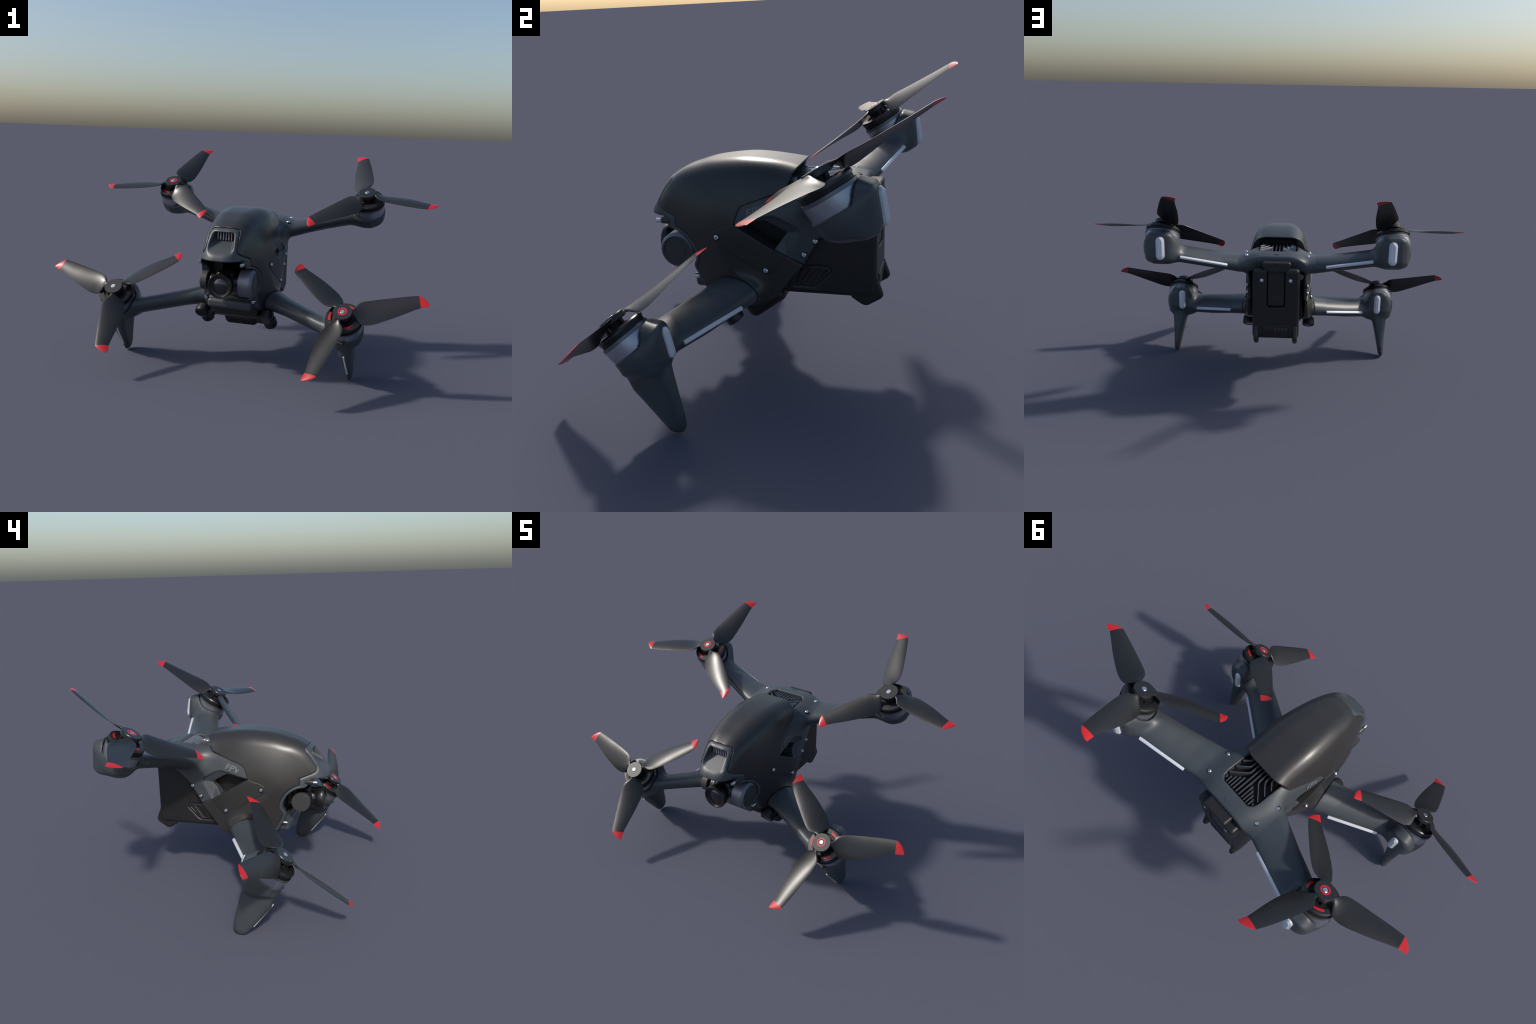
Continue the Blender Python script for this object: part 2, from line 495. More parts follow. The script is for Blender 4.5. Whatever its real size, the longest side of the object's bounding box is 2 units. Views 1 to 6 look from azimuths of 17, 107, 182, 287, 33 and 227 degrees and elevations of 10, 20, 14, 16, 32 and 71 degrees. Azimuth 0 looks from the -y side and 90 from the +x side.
def pod(X, Y, Z, hub, n, poly):
    """round bowl under the motor plus a squarer housing running back to the lamp"""
    c = hub - 0.115 * n
    dy = Y - hub[1]
    yc = c[1] - hub[1]
    s = np.where(dy > yc, (dy - yc) / 0.150, (dy - yc) / 0.100)
    w = 0.091 * np.sqrt(np.maximum(1 - np.abs(s) ** 2.1, 0.04))
    # seen from behind: narrow tongue at the top, full at mid height, egg-shaped below
    wz = np.interp(Z - hub[2], POD_WZ[0], POD_WZ[1])
    side = np.abs(X - hub[0]) - smin(w, wz, 0.015)
    block = smax(side * 0.8, poly2([(p[0] + hub[1], p[1] + hub[2]) for p in poly], Y, Z), 0.030)
    dx, dz = X - hub[0], Z - hub[2]
    t = dx * n[0] + dy * n[1] + dz * n[2]
    rad = np.sqrt(np.maximum(dx * dx + dy * dy + dz * dz - t * t, 1e-12))
    near = (rad < 0.16) & (np.abs(t + 0.17) < 0.12)
    rad, t = np.broadcast_arrays(rad, t)
    bowl = np.maximum(np.sqrt(np.maximum(rad - 0.09, 0) ** 2 + np.maximum(np.abs(t + 0.17) - 0.04, 0) ** 2), 0.02).astype(rad.dtype)
    if near.any():
        bowl = bowl.copy(); bowl[near] = poly2(BOWL, rad[near], t[near])
    return smin(block, bowl, 0.014)

def motor_well(X, Y, Z, hub, n):
    return cyl(X, Y, Z, hub, n, 0.0925, -0.134, 0.2)

# ------------------------------------------------------------------ upper frame with rear arms
WINDOW = [(-0.078, 0.598), (0.040, 0.633), (0.064, 0.636), (0.085, 0.630), (0.150, 0.596), (0.160, 0.584), (0.158, 0.570), (0.112, 0.486)]
WINDOW_IN = [(-0.082, 0.600), (0.030, 0.619), (0.104, 0.576), (0.108, 0.568), (0.067, 0.510)]
GRILLE = [(0.104, 0.08), (0.103, 0.262), (0.098, 0.285), (0.080, 0.304), (-0.080, 0.304), (-0.098, 0.285), (-0.103, 0.262), (-0.104, 0.08)]

def upper_frame(X, Y, Z):
    AX = np.abs(X)
    w = half_width(Y, Z) - 0.004
    top = Z - (0.750 - 0.12 * np.maximum(Y - 0.33, 0) - 0.6 * np.maximum(AX - 0.06, 0) ** 1.5)
    d = smax((AX - w) * 0.93, top, 0.05)
    d = smax(d, poly2(PANEL_POLY, Y, Z) + 0.0008, 0.012)
    arm = arm_section(AX, Y, Z, REAR_ST)
    arm = np.maximum(arm, AX - 0.60)
    d = smin(d, arm, 0.05)
    d = smin(d, pod(AX, Y, Z, HUB_R, N_R, POD_R), 0.035)
    d = smax(d, -motor_well(AX, Y, Z, HUB_R, N_R), 0.004)
    # keep clear of the canopy
    d = smax(d, -(np.maximum(poly2(CANOPY_POLY, Y, Z), AX - 0.25) + 0.006), 0.003)
    # side window: sloping reveal, then a deep opening
    pw = poly2(WINDOW, Y, Z)
    d = smax(d, -smax(pw, (half_width(Y, Z) - 0.010 + 0.45 * pw) - AX, 0.004), 0.006)
    d = smax(d, -smax(poly2(WINDOW_IN, Y, Z), 0.075 - AX, 0.003), 0.004)
    # heat sink opening and battery bay
    d = smax(d, -smax(poly2(GRILLE, X, Y), 0.705 - Z, 0.004), 0.005)
    d = smax(d, -box(X, Y, Z, (0, 0.30, 0.52), (0.143, 0.20, 0.150), 0.02), 0.010)
    return d

# ------------------------------------------------------------------ front arm with pod and leg
LEG = [(-0.345, 0.230), (-0.318, 0.150), (-0.203, 0.002), (-0.185, -0.008), (-0.160, -0.008), (-0.140, 0.004), (-0.130, 0.030), (-0.136, 0.070),
       (-0.181, 0.225), (-0.200, 0.260)]
def leg(X, Y, Z):
    w = np.interp(Z, [0.0, 0.03, 0.12, 0.20, 0.26], [0.012, 0.016, 0.026, 0.038, 0.050])
    xc = np.interp(Z, [0.0, 0.22], [0.627, 0.612])
    return smax(np.abs(X - xc) - w, poly2(LEG, Y, Z), 0.035)
def front_arm(X, Y, Z):
    d = arm_section(X, Y, Z, FRONT_ST)
    d = np.maximum(d, X - 0.61)
    d = smin(d, pod(X, Y, Z, HUB_F, N_F, POD_F), 0.035)
    d = smin(d, leg(X, Y, Z), 0.018)
    d = smax(d, -motor_well(X, Y, Z, HUB_F, N_F), 0.004)
    d = smax(d, -(arm_seam(X, Y, Z) - 0.0012), 0.003)
    return np.maximum(d, -Z + 0.0)

# ================================================================== BUILD BODY
solid('canopy', canopy, (0, -0.50, 0.27), (0.26, 0.18, 0.86), 0.0034, M_CANOPY, mirror=True)

split_solid(upper_frame, (0, -0.10, 0.42), (0.70, 0.56, 0.94), 0.004, True,
            [('rear_arm', lambda C: C[:, 0] > 0.215), ('rear_arm', lambda C: C[:, 0] < -0.215),
             ('upper_frame', lambda C: np.ones(len(C), bool))], M_FRAME)

def front_mirror(X, Y, Z):
    return front_arm(X, Y, Z)
PF, QF = skin(front_arm, (0.13, -0.45, -0.02), (0.73, 0.08, 0.47), 0.004)
PF[:, 2] = np.maximum(PF[:, 2], 0.0)
NF = vertex_normals(PF, QF)
CF = PF[QF].mean(1)
is_leg = CF[:, 2] < 0.222 - 0.5 * (CF[:, 1] + 0.25) * 0.3
is_leg &= np.abs(CF[:, 0] - 0.615) < 0.07
is_pad = CF[:, 2] < np.where(CF[:, 1] > -0.165, 0.062, 0.030) + 0.25 * (CF[:, 1] + 0.165)
for side in (1, -1):
    S = np.array([side, 1, 1.0])
    for nm, m in (('front_arm', ~is_leg), ('landing_leg', is_leg & ~is_pad), ('foot_pad', is_leg & is_pad)):
        q = QF[m]
        used, inv = np.unique(q, return_inverse=True)
        fq = inv.reshape(-1, 4)
        if side < 0:
            fq = fq[:, ::-1]
        add(nm, mesh_from(nm, PF[used] * S, fq, NF[used] * S), None, M_PAD if nm == 'foot_pad' else M_FRAME)

# nose frame with air intake
def nose_frame(X, Y, Z):
    d = core(X, Y, Z)
    d = smax(d, -(Z - 0.600) + 0 * X, 0.008) if False else d
    reg = nose_region(X, Y, Z)
    low = np.where(line2(GIMBAL_EDGE, Y, Z) < 0.014, -1.0, 0.600 - Z)
    d = smax(d, reg, 0.006)
    d = smax(d, poly2(CANOPY_POLY, Y, Z) + 0.0, 0.006)
    d = smax(d, -gimbal_cavity(X, Y, Z), 0.006)
    d = smin(d, box(X, Y, Z, (0, -0.250, 0.345), (0.122, 0.027, 0.025), 0.018), 0.022)
    floor = 0.634 + (Y + 0.45) * 0.62
    cut = smax(np.abs(X) - (0.064 - 0.25 * np.maximum(Y + 0.42, 0)), Z - 0.732, 0.016)
    cut = smax(cut, (floor - Z) * 0.88, 0.016)
    cut = smax(cut, Y + 0.348, 0.004)
    d = smax(d, -cut, 0.010)
    return d
solid('nose_frame', nose_frame, (0, -0.50, 0.30), (0.18, -0.20, 0.78), 0.003, M_FRAME, mirror=True)

# intake back panel and slats
add('intake_panel', bevel_box('intake_panel', (0.047, 0.003, 0.021), 0.001), None, M_BLACK, Matrix.Translation((0, -0.3500, 0.713)))
sl = bevel_box('intake_slat', (0.0019, 0.008, 0.019), 0.0006)
for i in range(6):
    add('intake_slat', sl, None, M_SLAT, Matrix.Translation(((i - 2.5) * 0.0142, -0.3605, 0.712)))

# dark inner body behind window, gimbal and fins
def inner(X, Y, Z):
    d = box(X, Y, Z, (0, 0.02, 0.50), (0.085, 0.235, 0.15), 0.02)
    d = np.minimum(d, box(X, Y, Z, (0, 0.20, 0.67), (0.12, 0.12, 0.035), 0.01))
    d = np.minimum(d, box(X, Y, Z, (0, 0.02, 0.57), (0.094, 0.12, 0.065), 0.004))
    d = np.minimum(d, box(X, Y, Z, (0, 0.00, 0.42), (0.140, 0.105, 0.080), 0.004))
    return d
solid('inner_core', inner, (0, -0.24, 0.32), (0.15, 0.36, 0.74), 0.006, M_BLACK, mirror=True)

# side plate pieces
def plate(X, Y, Z):
    w = half_width(Y, Z)
    d = smax((np.abs(X) - w - 0.0022) * 0.93, poly2(PLATE, Y, Z) + 0.0003, 0.002)
    return np.maximum(d, 0.12 - np.abs(X))
P0, Q0 = skin(plate, (0.11, -0.19, 0.39), (0.20, 0.13, 0.62), 0.003)
add('side_plate', mesh_from('side_plate', P0, Q0), None, M_PLATE)
add('side_plate', mesh_from('side_plate', P0 * np.array([-1, 1, 1]), Q0[:, ::-1]), None, M_PLATE)

# bolts
bolt = lathe('bolt', [(0.0, -0.006), (0.0112, -0.006), (0.0112, 0.001), (0.0095, 0.0055), (0.0062, 0.0082), (0.0050, 0.0084), (0.0040, 0.0066), (0.0, 0.0062)], M_STEEL, 20)
washer = lathe('bolt_seat', [(0.0, -0.006), (0.0140, -0.006), (0.0140, 0.0006), (0.0125, 0.0016), (0.0, 0.0016)], M_BLACK, 24)
def bolt_at(p, n):
    for s in (1, -1):
        m = frame_mat((p[0] * s, p[1], p[2]), (n[0] * s, n[1], n[2]), (0, 1, 0.3))
        o = add('bolt', bolt, None, None, m)
        add('bolt_seat', washer, o, None)
for y, z in ((0.218, 0.547), (0.176, 0.494)):
    bolt_at((float(half_width(np.array(y), np.array(z))) - 0.003, y, z), (1, 0, 0.05))
for y, z in ((-0.151, 0.550), (0.035, 0.432)):
    bolt_at((float(half_width(np.array(y), np.array(z))) + 0.003, y, z), (1, -0.05, 0.0))
def deck_z(x, y):
    zz = np.linspace(0.78, 0.66, 241)
    v = upper_frame(np.full(241, x), np.full(241, y), zz)
    return float(zz[np.argmax(v < 0)])
for x, y in ((0.1608, 0.3219), (0.1697, 0.2060)):
    bolt_at((x, y, deck_z(x, y) - 0.002), (0.15, 0.05, 1))

# light tubes on the canopy
tube = lathe('light_tube', [(0.0, -0.02), (0.0098, -0.02), (0.0098, 0.004), (0.0080, 0.008), (0.0, 0.0088)], M_STEEL, 20)
for s in (1, -1):
    add('light_tube', tube, None, None, frame_mat((0.1085 * s, -0.414, 0.584), (0, -1, 0.0)))
    add('light_tube', tube, None, None, frame_mat((0.128 * s, -0.264, 0.370), (0, -1, 0.0)))

# ------------------------------------------------------------------ heat sink
def fin_strip(pts, th=0.0026, z0=0.700, z1=0.763):
    """upright rounded fin following a plan polyline"""
    pts = [Vector((p[0], p[1])) for p in pts]
    v = []; f = []
    n = len(pts)
    top = z1
    for i, p in enumerate(pts):
        z1 = top - 0.06 * max(p.y - 0.14, 0)
        a = pts[max(i - 1, 0)]; b = pts[min(i + 1, n - 1)]
        t = (b - a).normalized(); nn = Vector((-t.y, t.x))
        for sx, z in ((-1, z0), (-1, z1 - 0.002), (-0.5, z1), (0.5, z1), (1, z1 - 0.002), (1, z0)):
            q = p + nn * th * sx
            v.append((q.x, q.y, z))
    for i in range(n - 1):
        for k in range(5):
            f.append((i * 6 + k, i * 6 + k + 1, i * 6 + 6 + k + 1, i * 6 + 6 + k))
    f.append(tuple(range(6))); f.append(tuple(reversed(range((n - 1) * 6, n * 6))))
    return sharp_by_angle(make_mesh('fin', v, f), 40)
sink = empty('heat_sink')
sink_base = add('sink_base', bevel_box('sink_base', (0.102, 0.106, 0.004), 0.001), sink, M_BLACK, Matrix.Translation((0, 0.198, 0.712)))
PITCH = 0.0188
for s in (1, -1):
    add('fin', fin_strip([(s * PITCH * 0.5, 0.09), (s * PITCH * 0.5, 0.298)]), sink, M_FIN)
    for k in range(3):
        x0 = PITCH * (1.5 + k)
        yb = 0.200 - 0.022 * k
        out = 0.096
        pts = [(s * x0, 0.09), (s * x0, yb - 0.012), (s * (x0 + 0.003), yb - 0.004), (s * (x0 + 0.009), yb + 0.004)]
        pts.append((s * out, yb + 0.004 + (out - x0 - 0.009) * 0.95))
        add('fin', fin_strip(pts), sink, M_FIN)
    add('fin', fin_strip([(s * PITCH * 4.5, 0.09), (s * PITCH * 4.5, 0.140)]), sink, M_FIN)
    for k in range(5):
        x = PITCH * 1.5 + 0.0150 * k
        add('fin', fin_strip([(s * x, 0.299 - (0.012 if k == 4 else 0)), (s * x, 0.226 + 0.0125 * k)]), sink, M_FIN)

# ------------------------------------------------------------------ battery
BAT = [(0.434, 0.682), (0.430, 0.692), (0.418, 0.696), (0.20, 0.690), (0.07, 0.52), (0.07, 0.319), (0.400, 0.319), (0.424, 0.324), (0.432, 0.345)]
GRIP = [(0.272, 0.412), (0.262, 0.436), (0.250, 0.440), (0.150, 0.440), (0.118, 0.346), (0.200, 0.346), (0.216, 0.354)]
FOOT = [(0.330, 0.335), (0.340, 0.312), (0.376, 0.288), (0.388, 0.284), (0.400, 0.285), (0.448, 0.315), (0.456, 0.327), (0.454, 0.340), (0.434, 0.395), (0.40, 0.36)]
def battery(X, Y, Z):
    AX = np.abs(X)
    d = smax(AX - 0.121, poly2(BAT, Y, Z), 0.022)
    # latch channel in the rear face
    d = smax(d, -box(X, Y, Z, (0, 0.440, 0.62), (0.0475, 0.024, 0.128), 0.012), 0.004)
    # side grip: sunken slanted panel with bars left standing
    g = poly2(GRIP, Y, Z)
    cut = np.maximum(np.abs(g + 0.006) - 0.003, 0.118 - AX)
    sl = (Y - 0.195) * 0.81 + (Z - 0.39) * -0.0 - (Z - 0.39) * 0.57
    bars = np.maximum(np.abs(np.mod(sl + 0.5 * 0.034, 0.034) - 0.017) - 0.0085, g + 0.016)
    cut = np.minimum(cut, np.maximum(bars, 0.1175 - AX))
    d = smax(d, -cut, 0.003)
    return d
bat = solid('battery', battery, (0, 0.06, 0.27), (0.14, 0.48, 0.72), 0.003, M_BATTERY, mirror=True)
def foot(X, Y, Z):
    return smax(np.abs(np.abs(X) - 0.101) - 0.0125, poly2(FOOT, Y, Z), 0.012)
P0, Q0 = skin(foot, (0.08, 0.32, 0.27), (0.12, 0.47, 0.41), 0.003)
add('battery_foot', mesh_from('battery_foot', P0, Q0), bat, M_BATTERY)
add('battery_foot', mesh_from('battery_foot', P0 * np.array([-1, 1, 1]), Q0[:, ::-1]), bat, M_BATTERY)
def latch(X, Y, Z):
    AX = np.abs(X)
    tongue = box(X, Y, Z, (0, 0.421, 0.600), (0.0435, 0.008, 0.100), 0.006)
    hd = poly2([(0.0, 0.732), (0.066, 0.732), (0.0735, 0.725), (0.0735, 0.708), (0.056, 0.684), (0.0, 0.680)], AX, Z)
    hd = smax(hd, np.abs(Y - 0.405) - 0.030, 0.008)
    d = smin(tongue, hd, 0.012)
    return smax(d, -box(X, Y, Z, (0, 0.431, 0.555), (0.05, 0.004, 0.0008)), 0.001)
solid('battery_latch', latch, (0, 0.37, 0.48), (0.09, 0.47, 0.76), 0.003, M_BATTERY, mirror=True, parent=bat)
button = lathe('battery_stud', [(0, 0.003), (0.006, 0.003), (0.009, 0.0015), (0.0095, -0.004), (0, -0.004)], M_LIGHT, 20)
for s in (1, -1):
    add('battery_stud', button, bat, None, frame_mat((0.074 * s, 0.4325, 0.638), (0, 1, -0.05)))
panel = bevel_box('battery_panel', (0.068, 0.0035, 0.032), 0.003)
add('battery_panel', panel, bat, M_BATTERY, Matrix.Translation((0, 0.4315, 0.368)) @ Matrix.Rotation(math.radians(-3), 4, 'X'))
add('battery_button', bevel_box('battery_button', (0.022, 0.002, 0.013), 0.002), bat, M_BATTERY, Matrix.Translation((0.038, 0.4355, 0.376)))
led = pill('charge_light', 0.018, 0.007, 0.0015, 0.0006)
for i in range(4):
    add('charge_light', led, bat, M_MARKDARK, frame_mat((0.000 - 0.0175 * i, 0.4355, 0.375), (0, 1, 0)))

# ------------------------------------------------------------------ underside module
TILT = math.radians(36)
UF = np.array([0, -math.cos(TILT), -math.sin(TILT)]); UU = np.array([0, -math.sin(TILT), math.cos(TILT)])
UNDER = [(-0.205, 0.335), (-0.198, 0.275), (-0.150, 0.250), (-0.06, 0.250), (0.055, 0.300), (0.055, 0.335)]
def underbody(X, Y, Z):
    d = smax(np.abs(X) - 0.135, poly2(UNDER, Y, Z), 0.02)
    # belly cap lying along the tilted underside
    c = np.array([0, 0.010, 0.233]) + UU * 0.032
    f = (Y - c[1]) * UF[1] + (Z - c[2]) * UF[2]
    u = (Y - c[1]) * UU[1] + (Z - c[2]) * UU[2]
    cap = box(X, f, u, (0, 0, 0), (0.094, 0.090, 0.038), 0.030)
    return smin(d, cap, 0.008)
belly = solid('belly', underbody, (0, -0.22, 0.16), (0.15, 0.10, 0.35), 0.0035, M_BATTERY, mirror=True)
eye_prof = [(0, -0.055), (0.026, -0.052), (0.034, -0.04), (0.036, -0.008), (0.034, 0.0), (0.028, 0.003), (0.026, 0.0, 1), (0.020, 0.001, 1), (0, 0.003, 1)]
eye = lathe('sensor_pod', eye_prof, seg=32, mats=[M_BATTERY, M_GLASS])
for s in (1, -1):
    add('sensor_pod', eye, belly, None, frame_mat((0.178 * s, -0.207, 0.266), UF))
    add('sensor_pod', eye, belly, None, frame_mat((0.178 * s, -0.095, 0.216), -UU))
    m = bevel_box('sensor_mount', (0.035, 0.055, 0.022), 0.008)
    add('sensor_mount', m, belly, M_BATTERY, Matrix.Translation((0.155 * s, -0.135, 0.268)) @ Matrix.Rotation(math.radians(10), 4, 'X'))

# ------------------------------------------------------------------ gimbal camera
gim = empty('gimbal_camera')
def cam_body(X, Y, Z):
    d = cyl(X, Y, Z, (0.004, -0.36, 0.474), (0, -1, 0), 0.053, -0.045, 0.066, 0.012)
    d = smin(d, cyl(X, Y, Z, (0.01, -0.34, 0.478), (1, 0, 0), 0.040, -0.085, 0.09, 0.01), 0.014)
    d = smin(d, box(X, Y, Z, (0.004, -0.335, 0.518), (0.042, 0.03, 0.016), 0.01), 0.02)
    return d
solid('camera_body', cam_body, (-0.11, -0.45, 0.39), (0.12, -0.26, 0.58), 0.003, M_GLOSSBLACK, parent=gim)
LK = 1.12
lens_prof = [(0.038, -0.03), (0.050, -0.03), (0.0545, -0.022), (0.0555, 0.004), (0.0535, 0.0085), (0.049, 0.0085), (0.046, 0.002), (0.040, -0.001),
             (0.038, -0.001), (0.037, -0.006, 1), (0.031, -0.001, 1), (0.022, 0.003, 1), (0.012, 0.0052, 1), (0, 0.006, 1)]
lens = lathe('lens', [(p[0] * LK, p[1], p[2] if len(p) > 2 else 0) for p in lens_prof], seg=56, mats=[M_GLOSSBLACK, M_GLASS])
add('lens', lens, gim, None, frame_mat((0.004, -0.428, 0.473), (0, -1, 0)))
drum = lathe('gimbal_motor', [(0, -0.074), (0.060, -0.074), (0.069, -0.070), (0.070, -0.012), (0.060, 0.0, 1), (0.053, 0.0, 1), (0.051, -0.003, 1), (0.034, -0.003, 1), (0.033, -0.0015, 1), (0, -0.001, 1)],
             seg=64, mats=[M_DRUM, M_DRUMDARK])
add('gimbal_motor', drum, gim, None, frame_mat((0.153, -0.330, 0.477), (1, 0, 0), (0, 1, 0)))
drum2 = lathe('gimbal_motor_cap', [(0, -0.038), (0.040, -0.038), (0.047, -0.034), (0.048, -0.004), (0.045, 0.0), (0, 0.0)], M_DRUMDARK, 48)
add('gimbal_bearing', drum2, gim, None, frame_mat((-0.122, -0.338, 0.478), (-1, 0, 0), (0, 1, 0)))

# ------------------------------------------------------------------ light strips and rear lamps
def bar(a, b, w, d, up):
    a = Vector(a); b = Vector(b)
    L = (b - a).length
    x = (b - a).normalized(); z = Vector(up); z = (z - x * z.dot(x)).normalized(); y = z.cross(x)
    m = Matrix((x, y, z)).transposed().to_4x4(); m.translation = (a + b) / 2
    return bevel_box('light_strip', (L / 2, w / 2, d / 2), min(w, d) * 0.3), m
lamp_r = pill('rear_lamp', 0.116, 0.042, 0.028, 0.009)
lamp_f = pill('rear_lamp', 0.112, 0.037, 0.028, 0.009)
legbar = None
for s in (1, -1):
    me, m = bar((0.254 * s, 0.400, 0.705), (0.488 * s, 0.463, 0.757), 0.012, 0.016, (0, 0.8, -0.5))
    add('light_strip', me, None, M_LIGHT, m)
    me, m = bar((0.280 * s, -0.033, 0.319), (0.502 * s, -0.173, 0.276), 0.012, 0.016, (0, 0.8, -0.5))
    add('light_strip', me, None, M_LIGHT, m)
    up = Vector((0.004 * s, -0.017, 0.10)).normalized()
    zax = Vector((-0.06 * s, 1, 0.17))
    for cpos, me in (((0.577 * s, 0.497, 0.809), lamp_r), ((0.594 * s, -0.200, 0.322), lamp_f)):
        z = zax.normalized(); y = (up - z * up.dot(z)).normalized(); x = y.cross(z)
        mm = Matrix((x, y, z)).transposed().to_4x4(); mm.translation = Vector(cpos)
        add('rear_lamp', me, None, M_LIGHT, mm)
    me, m = bar((0.614 * s, -0.322, 0.164), (0.623 * s, -0.229, 0.046), 0.0085, 0.012, (0, -0.8, -0.6))
    add('light_strip', me, None, M_LIGHT, m)

# ------------------------------------------------------------------ motors
motor_prof = [(0.0, -0.135, 2), (0.084, -0.135, 1), (0.0855, -0.131, 1), (0.0885, -0.086, 3), (0.0895, -0.085, 3), (0.0895, -0.074, 2), (0.084, -0.073, 2), (0.084, -0.060, 0),
              (0.0875, -0.059, 0), (0.088, -0.050, 0), (0.084, -0.045, 0), (0.060, -0.044, 2), (0.058, -0.050, 2), (0.036, -0.050, 2), (0.034, -0.040, 0), (0.0, -0.040, 0)]

motor_me = lathe('motor', motor_prof, seg=64, mats=[M_RING, M_BAND, M_BLACK, M_RIM])
cap_prof = [(0, -0.024), (0.044, -0.024), (0.0475, -0.021), (0.0475, -0.004), (0.0455, -0.001), (0.0, -0.001)]
hub_me = lathe('hub_cap', cap_prof, M_PROP, 48)
stud_me = lathe('hub_stud', [(0, 0.002), (0.010, 0.002), (0.0125, 0.0), (0.0125, -0.01), (0, -0.01)], M_STEEL, 24)
ring_me = lathe('hub_ring', [(0.0155, -0.002), (0.0155, 0.0002), (0.023, 0.0002), (0.023, -0.002)], M_RED, 40)
spindle_me = lathe('spindle', [(0, -0.05), (0.027, -0.05), (0.027, -0.02), (0, -0.02)], M_BLACK, 24)
post_me = lathe('hub_post', [(0, -0.048), (0.007, -0.048), (0.007, -0.02), (0, -0.02)], M_BLACK, 12)

def arc_block(r0, r1, a0, a1, z0, z1, n=10):
    v = []; f = []
    for i in range(n + 1):
        a = a0 + (a1 - a0) * i / n
        c, s = math.cos(a), math.sin(a)
        for r, z in ((r0, z0), (r1, z0), (r1, z1), (r0, z1)):
            v.append((r * c, r * s, z))
    for i in range(n):
        for k in range(4):
            f.append((i * 4 + k, (i + 1) * 4 + k, (i + 1) * 4 + (k + 1) % 4, i * 4 + (k + 1) % 4))
    f.append((3, 2, 1, 0)); f.append(tuple(range(n * 4, n * 4 + 4)))
    import bmesh
    me = make_mesh('coil_mark', v, f)
    bm = bmesh.new(); bm.from_mesh(me)
    bmesh.ops.recalc_face_normals(bm, faces=bm.faces); bm.to_mesh(me); bm.free()
    return sharp_by_angle(me, 30)
COIL = {True: arc_block(0.062, 0.073, -0.34, 0.34, -0.052, -0.0432),
        False: arc_block(0.062, 0.073, -0.34, 0.34, -0.052, -0.0432)}

# ------------------------------------------------------------------ blades
# stations: radius, leading offset, trailing offset, pitch deg, thickness, height of the pitch line
BL = np.array([(0.040, 0.014, 0.014, 14, 0.014, -0.013), (0.054, 0.018, 0.017, 19, 0.013, -0.015), (0.064, 0.029, 0.034, 22, 0.012, -0.020),
               (0.077, 0.044, 0.053, 23, 0.010, -0.0245), (0.100, 0.054, 0.060, 22, 0.0075, -0.027), (0.135, 0.058, 0.061, 19, 0.0065, -0.0275),
               (0.180, 0.060, 0.053, 16, 0.0058, -0.0265), (0.225, 0.061, 0.043, 14, 0.0052, -0.0252), (0.270, 0.062, 0.031, 12, 0.0047, -0.0240),
               (0.310, 0.062, 0.019, 11, 0.0043, -0.0228), (0.345, 0.061, 0.009, 10.5, 0.0040, -0.0218), (0.362, 0.060, 0.005, 10.5, 0.0036, -0.0212)])
def blade_mesh(ccw):
    sp = spline(BL, 4)
    # raked tip: outer end of each chord line bends out along an arc
    rows = [list(r) for r in sp]
    NU = 20
    v = []; f = []
    nrow = len(rows)
    def ring(r, le, tr, pitch, th, z0):
        p = math.radians(pitch)
        out = []
        ch = le + tr
        for k in range(2 * NU):
            up = k < NU
            s = (k / (NU - 1)) if up else ((2 * NU - 1 - k) / (NU - 1))
            off = -tr + ch * s                     # from trailing (0) to leading (1)
            prof = math.sqrt(max(s * (1 - s), 0)) * 2 * (0.55 + 0.45 * s)
            camber = 0.05 * ch * 4 * s * (1 - s)
            hgt = camber + (0.5 if up else -0.5) * 1.25 * th * max(prof, 0.15)
            rr = r
            x = rr
            y = off * math.cos(p) - hgt * math.sin(p)
            z = off * math.sin(p) + hgt * math.cos(p)
            out.append((x, y, z + z0))
        return out
    for r in rows:
        v += ring(*r)
    # tip rows: leading side stops early, trailing corner runs out to full radius
    last = rows[-1]
    for t in (0.2, 0.4, 0.6, 0.75, 0.88, 0.96, 1.0):
        r = last[0] + (0.4035 - last[0]) * t
        le = last[1] * math.sqrt(max(1 - t ** 1.7, 0)) * (1 - 0.25 * t)
        tr = last[2] * (1 - t) + 0.002 * t + 0.0006
        v += ring(r, le, tr, last[3], last[4] * (1 - 0.6 * t), last[5])
        nrow += 1
    m = 2 * NU
    for i in range(nrow - 1):
        for k in range(m):
            f.append((i * m + k, i * m + (k + 1) % m, (i + 1) * m + (k + 1) % m, (i + 1) * m + k))
    f.append(tuple(range(m))); f.append(tuple(reversed(range((nrow - 1) * m, nrow * m))))
    if not ccw:
        v = [(a, -b, c) for a, b, c in v]
    me = make_mesh('blade', v, f)
    me.materials.append(M_PROP); me.materials.append(M_RED)
    nmain = len(rows)
    mi = []
    for i in range(nrow - 1):
        mi += [1 if i >= nmain - 1 else 0] * m
    mi += [0, 1]
    me.polygons.foreach_set('material_index', mi)
    import bmesh
    bm = bmesh.new(); bm.from_mesh(me)
    bmesh.ops.recalc_face_normals(bm, faces=bm.faces); bm.to_mesh(me); bm.free()
    return sharp_by_angle(me, 50)
BLADE = {True: blade_mesh(True), False: blade_mesh(False)}

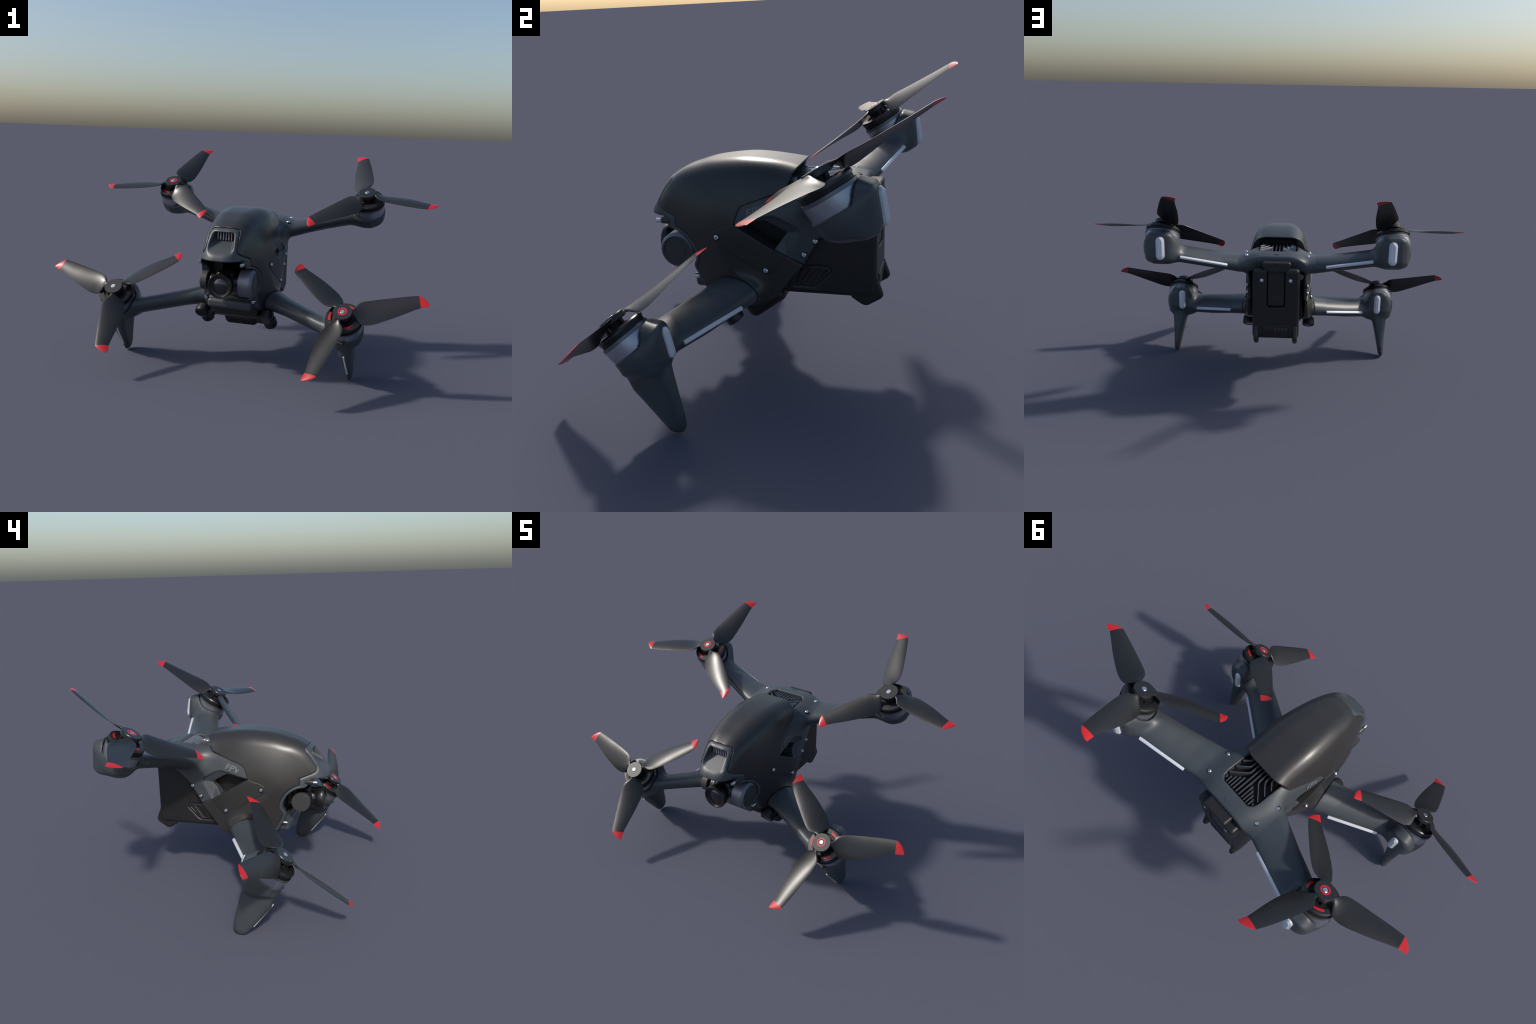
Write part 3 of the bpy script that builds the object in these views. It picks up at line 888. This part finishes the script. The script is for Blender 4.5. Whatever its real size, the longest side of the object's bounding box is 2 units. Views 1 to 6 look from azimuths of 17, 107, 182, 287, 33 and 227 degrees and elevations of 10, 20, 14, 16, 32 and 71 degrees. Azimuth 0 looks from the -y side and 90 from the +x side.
def rotor(hub, n, phase, ccw, red):
    # frame as in the axis fit: x axis is world x projected on the disc
    m = frame_mat(hub, n, (1, 0, 0))
    mo = add('motor', motor_me, None, None, m)
    pr = empty('propeller', m)
    add('hub_cap', hub_me, pr)
    add('hub_stud', stud_me, pr)
    add('spindle', spindle_me, pr)
    if red:
        add('hub_ring', ring_me, pr)
    for k in range(3):
        a = phase + k * 2 * math.pi / 3
        R = Matrix.Rotation(a, 4, 'Z')
        add('blade', BLADE[ccw], pr, None, R)
        b = a + math.pi / 3
        add('hub_post', post_me, pr, None, Matrix.Rotation(b, 4, 'Z') @ Matrix.Translation((0.038, 0, 0)))
        add('motor_coil', COIL[red], mo, M_RED if red else M_BLACK, Matrix.Rotation(a + 0.85, 4, 'Z'))
for hub, n, ph, ccw in ((HUB_F, N_F, 12.45, True), (HUB_R, N_R, -12.8, False)):
    p = math.radians(ph)
    rotor(hub, n, p, ccw, ccw)
    S = np.array([-1, 1, 1])
    rotor(hub * S, n * S, math.pi - p, not ccw, not ccw)

# ------------------------------------------------------------------ lettering and marks
def text_mesh(body, size, extrude):
    c = bpy.data.curves.new('lettering', 'FONT')
    c.body = body; c.size = size; c.extrude = extrude
    c.align_x = 'CENTER'; c.align_y = 'CENTER'; c.space_character = 1.1; c.offset = 0.0012; c.shear = 0.2
    o = bpy.data.objects.new('lettering_tmp', c)
    bpy.context.scene.collection.objects.link(o)
    dg = bpy.context.evaluated_depsgraph_get(); dg.update()
    me = bpy.data.meshes.new_from_object(o.evaluated_get(dg))
    bpy.data.objects.remove(o)
    me.materials.clear()
    me.name = 'lettering'
    return me
tm = text_mesh('FPV', 0.043, 0.004)
for s in (1, -1):
    y0, z0 = 0.000, 0.650
    w = float(half_width(np.array(y0), np.array(z0))) - 0.0065
    x = Vector((-0.03 * s * s, 0.95 * s, 0.32 * s)).normalized()
    if s < 0:
        x = Vector((0.0, -0.95, -0.32)).normalized()
    z = Vector((s, 0.05, 0.28)); z = (z - x * z.dot(x)).normalized(); y = z.cross(x)
    m = Matrix((x, y, z)).transposed().to_4x4(); m.translation = Vector((w * s, y0, z0))
    add('lettering', tm, None, M_MARK, m)

# small embossed emblem on the deck and on the belly cap: interlocking arcs
emb = [arc_block(0.010, 0.0135, a, a + 1.7, -0.002, 0.0016, 8) for a in (0.3, 2.4, 4.5)]
for e in emb:
    e.name = 'emblem'
    add('emblem', e, None, M_MARKDARK, frame_mat((0, 0.350, deck_z(0.0, 0.350)), (0, 0.06, 1)))
c = np.array([0, 0.010, 0.233]) + UU * 0.032 + UF * 0.0905
for e in emb:
    add('emblem', e, belly, None, frame_mat(c, UF))
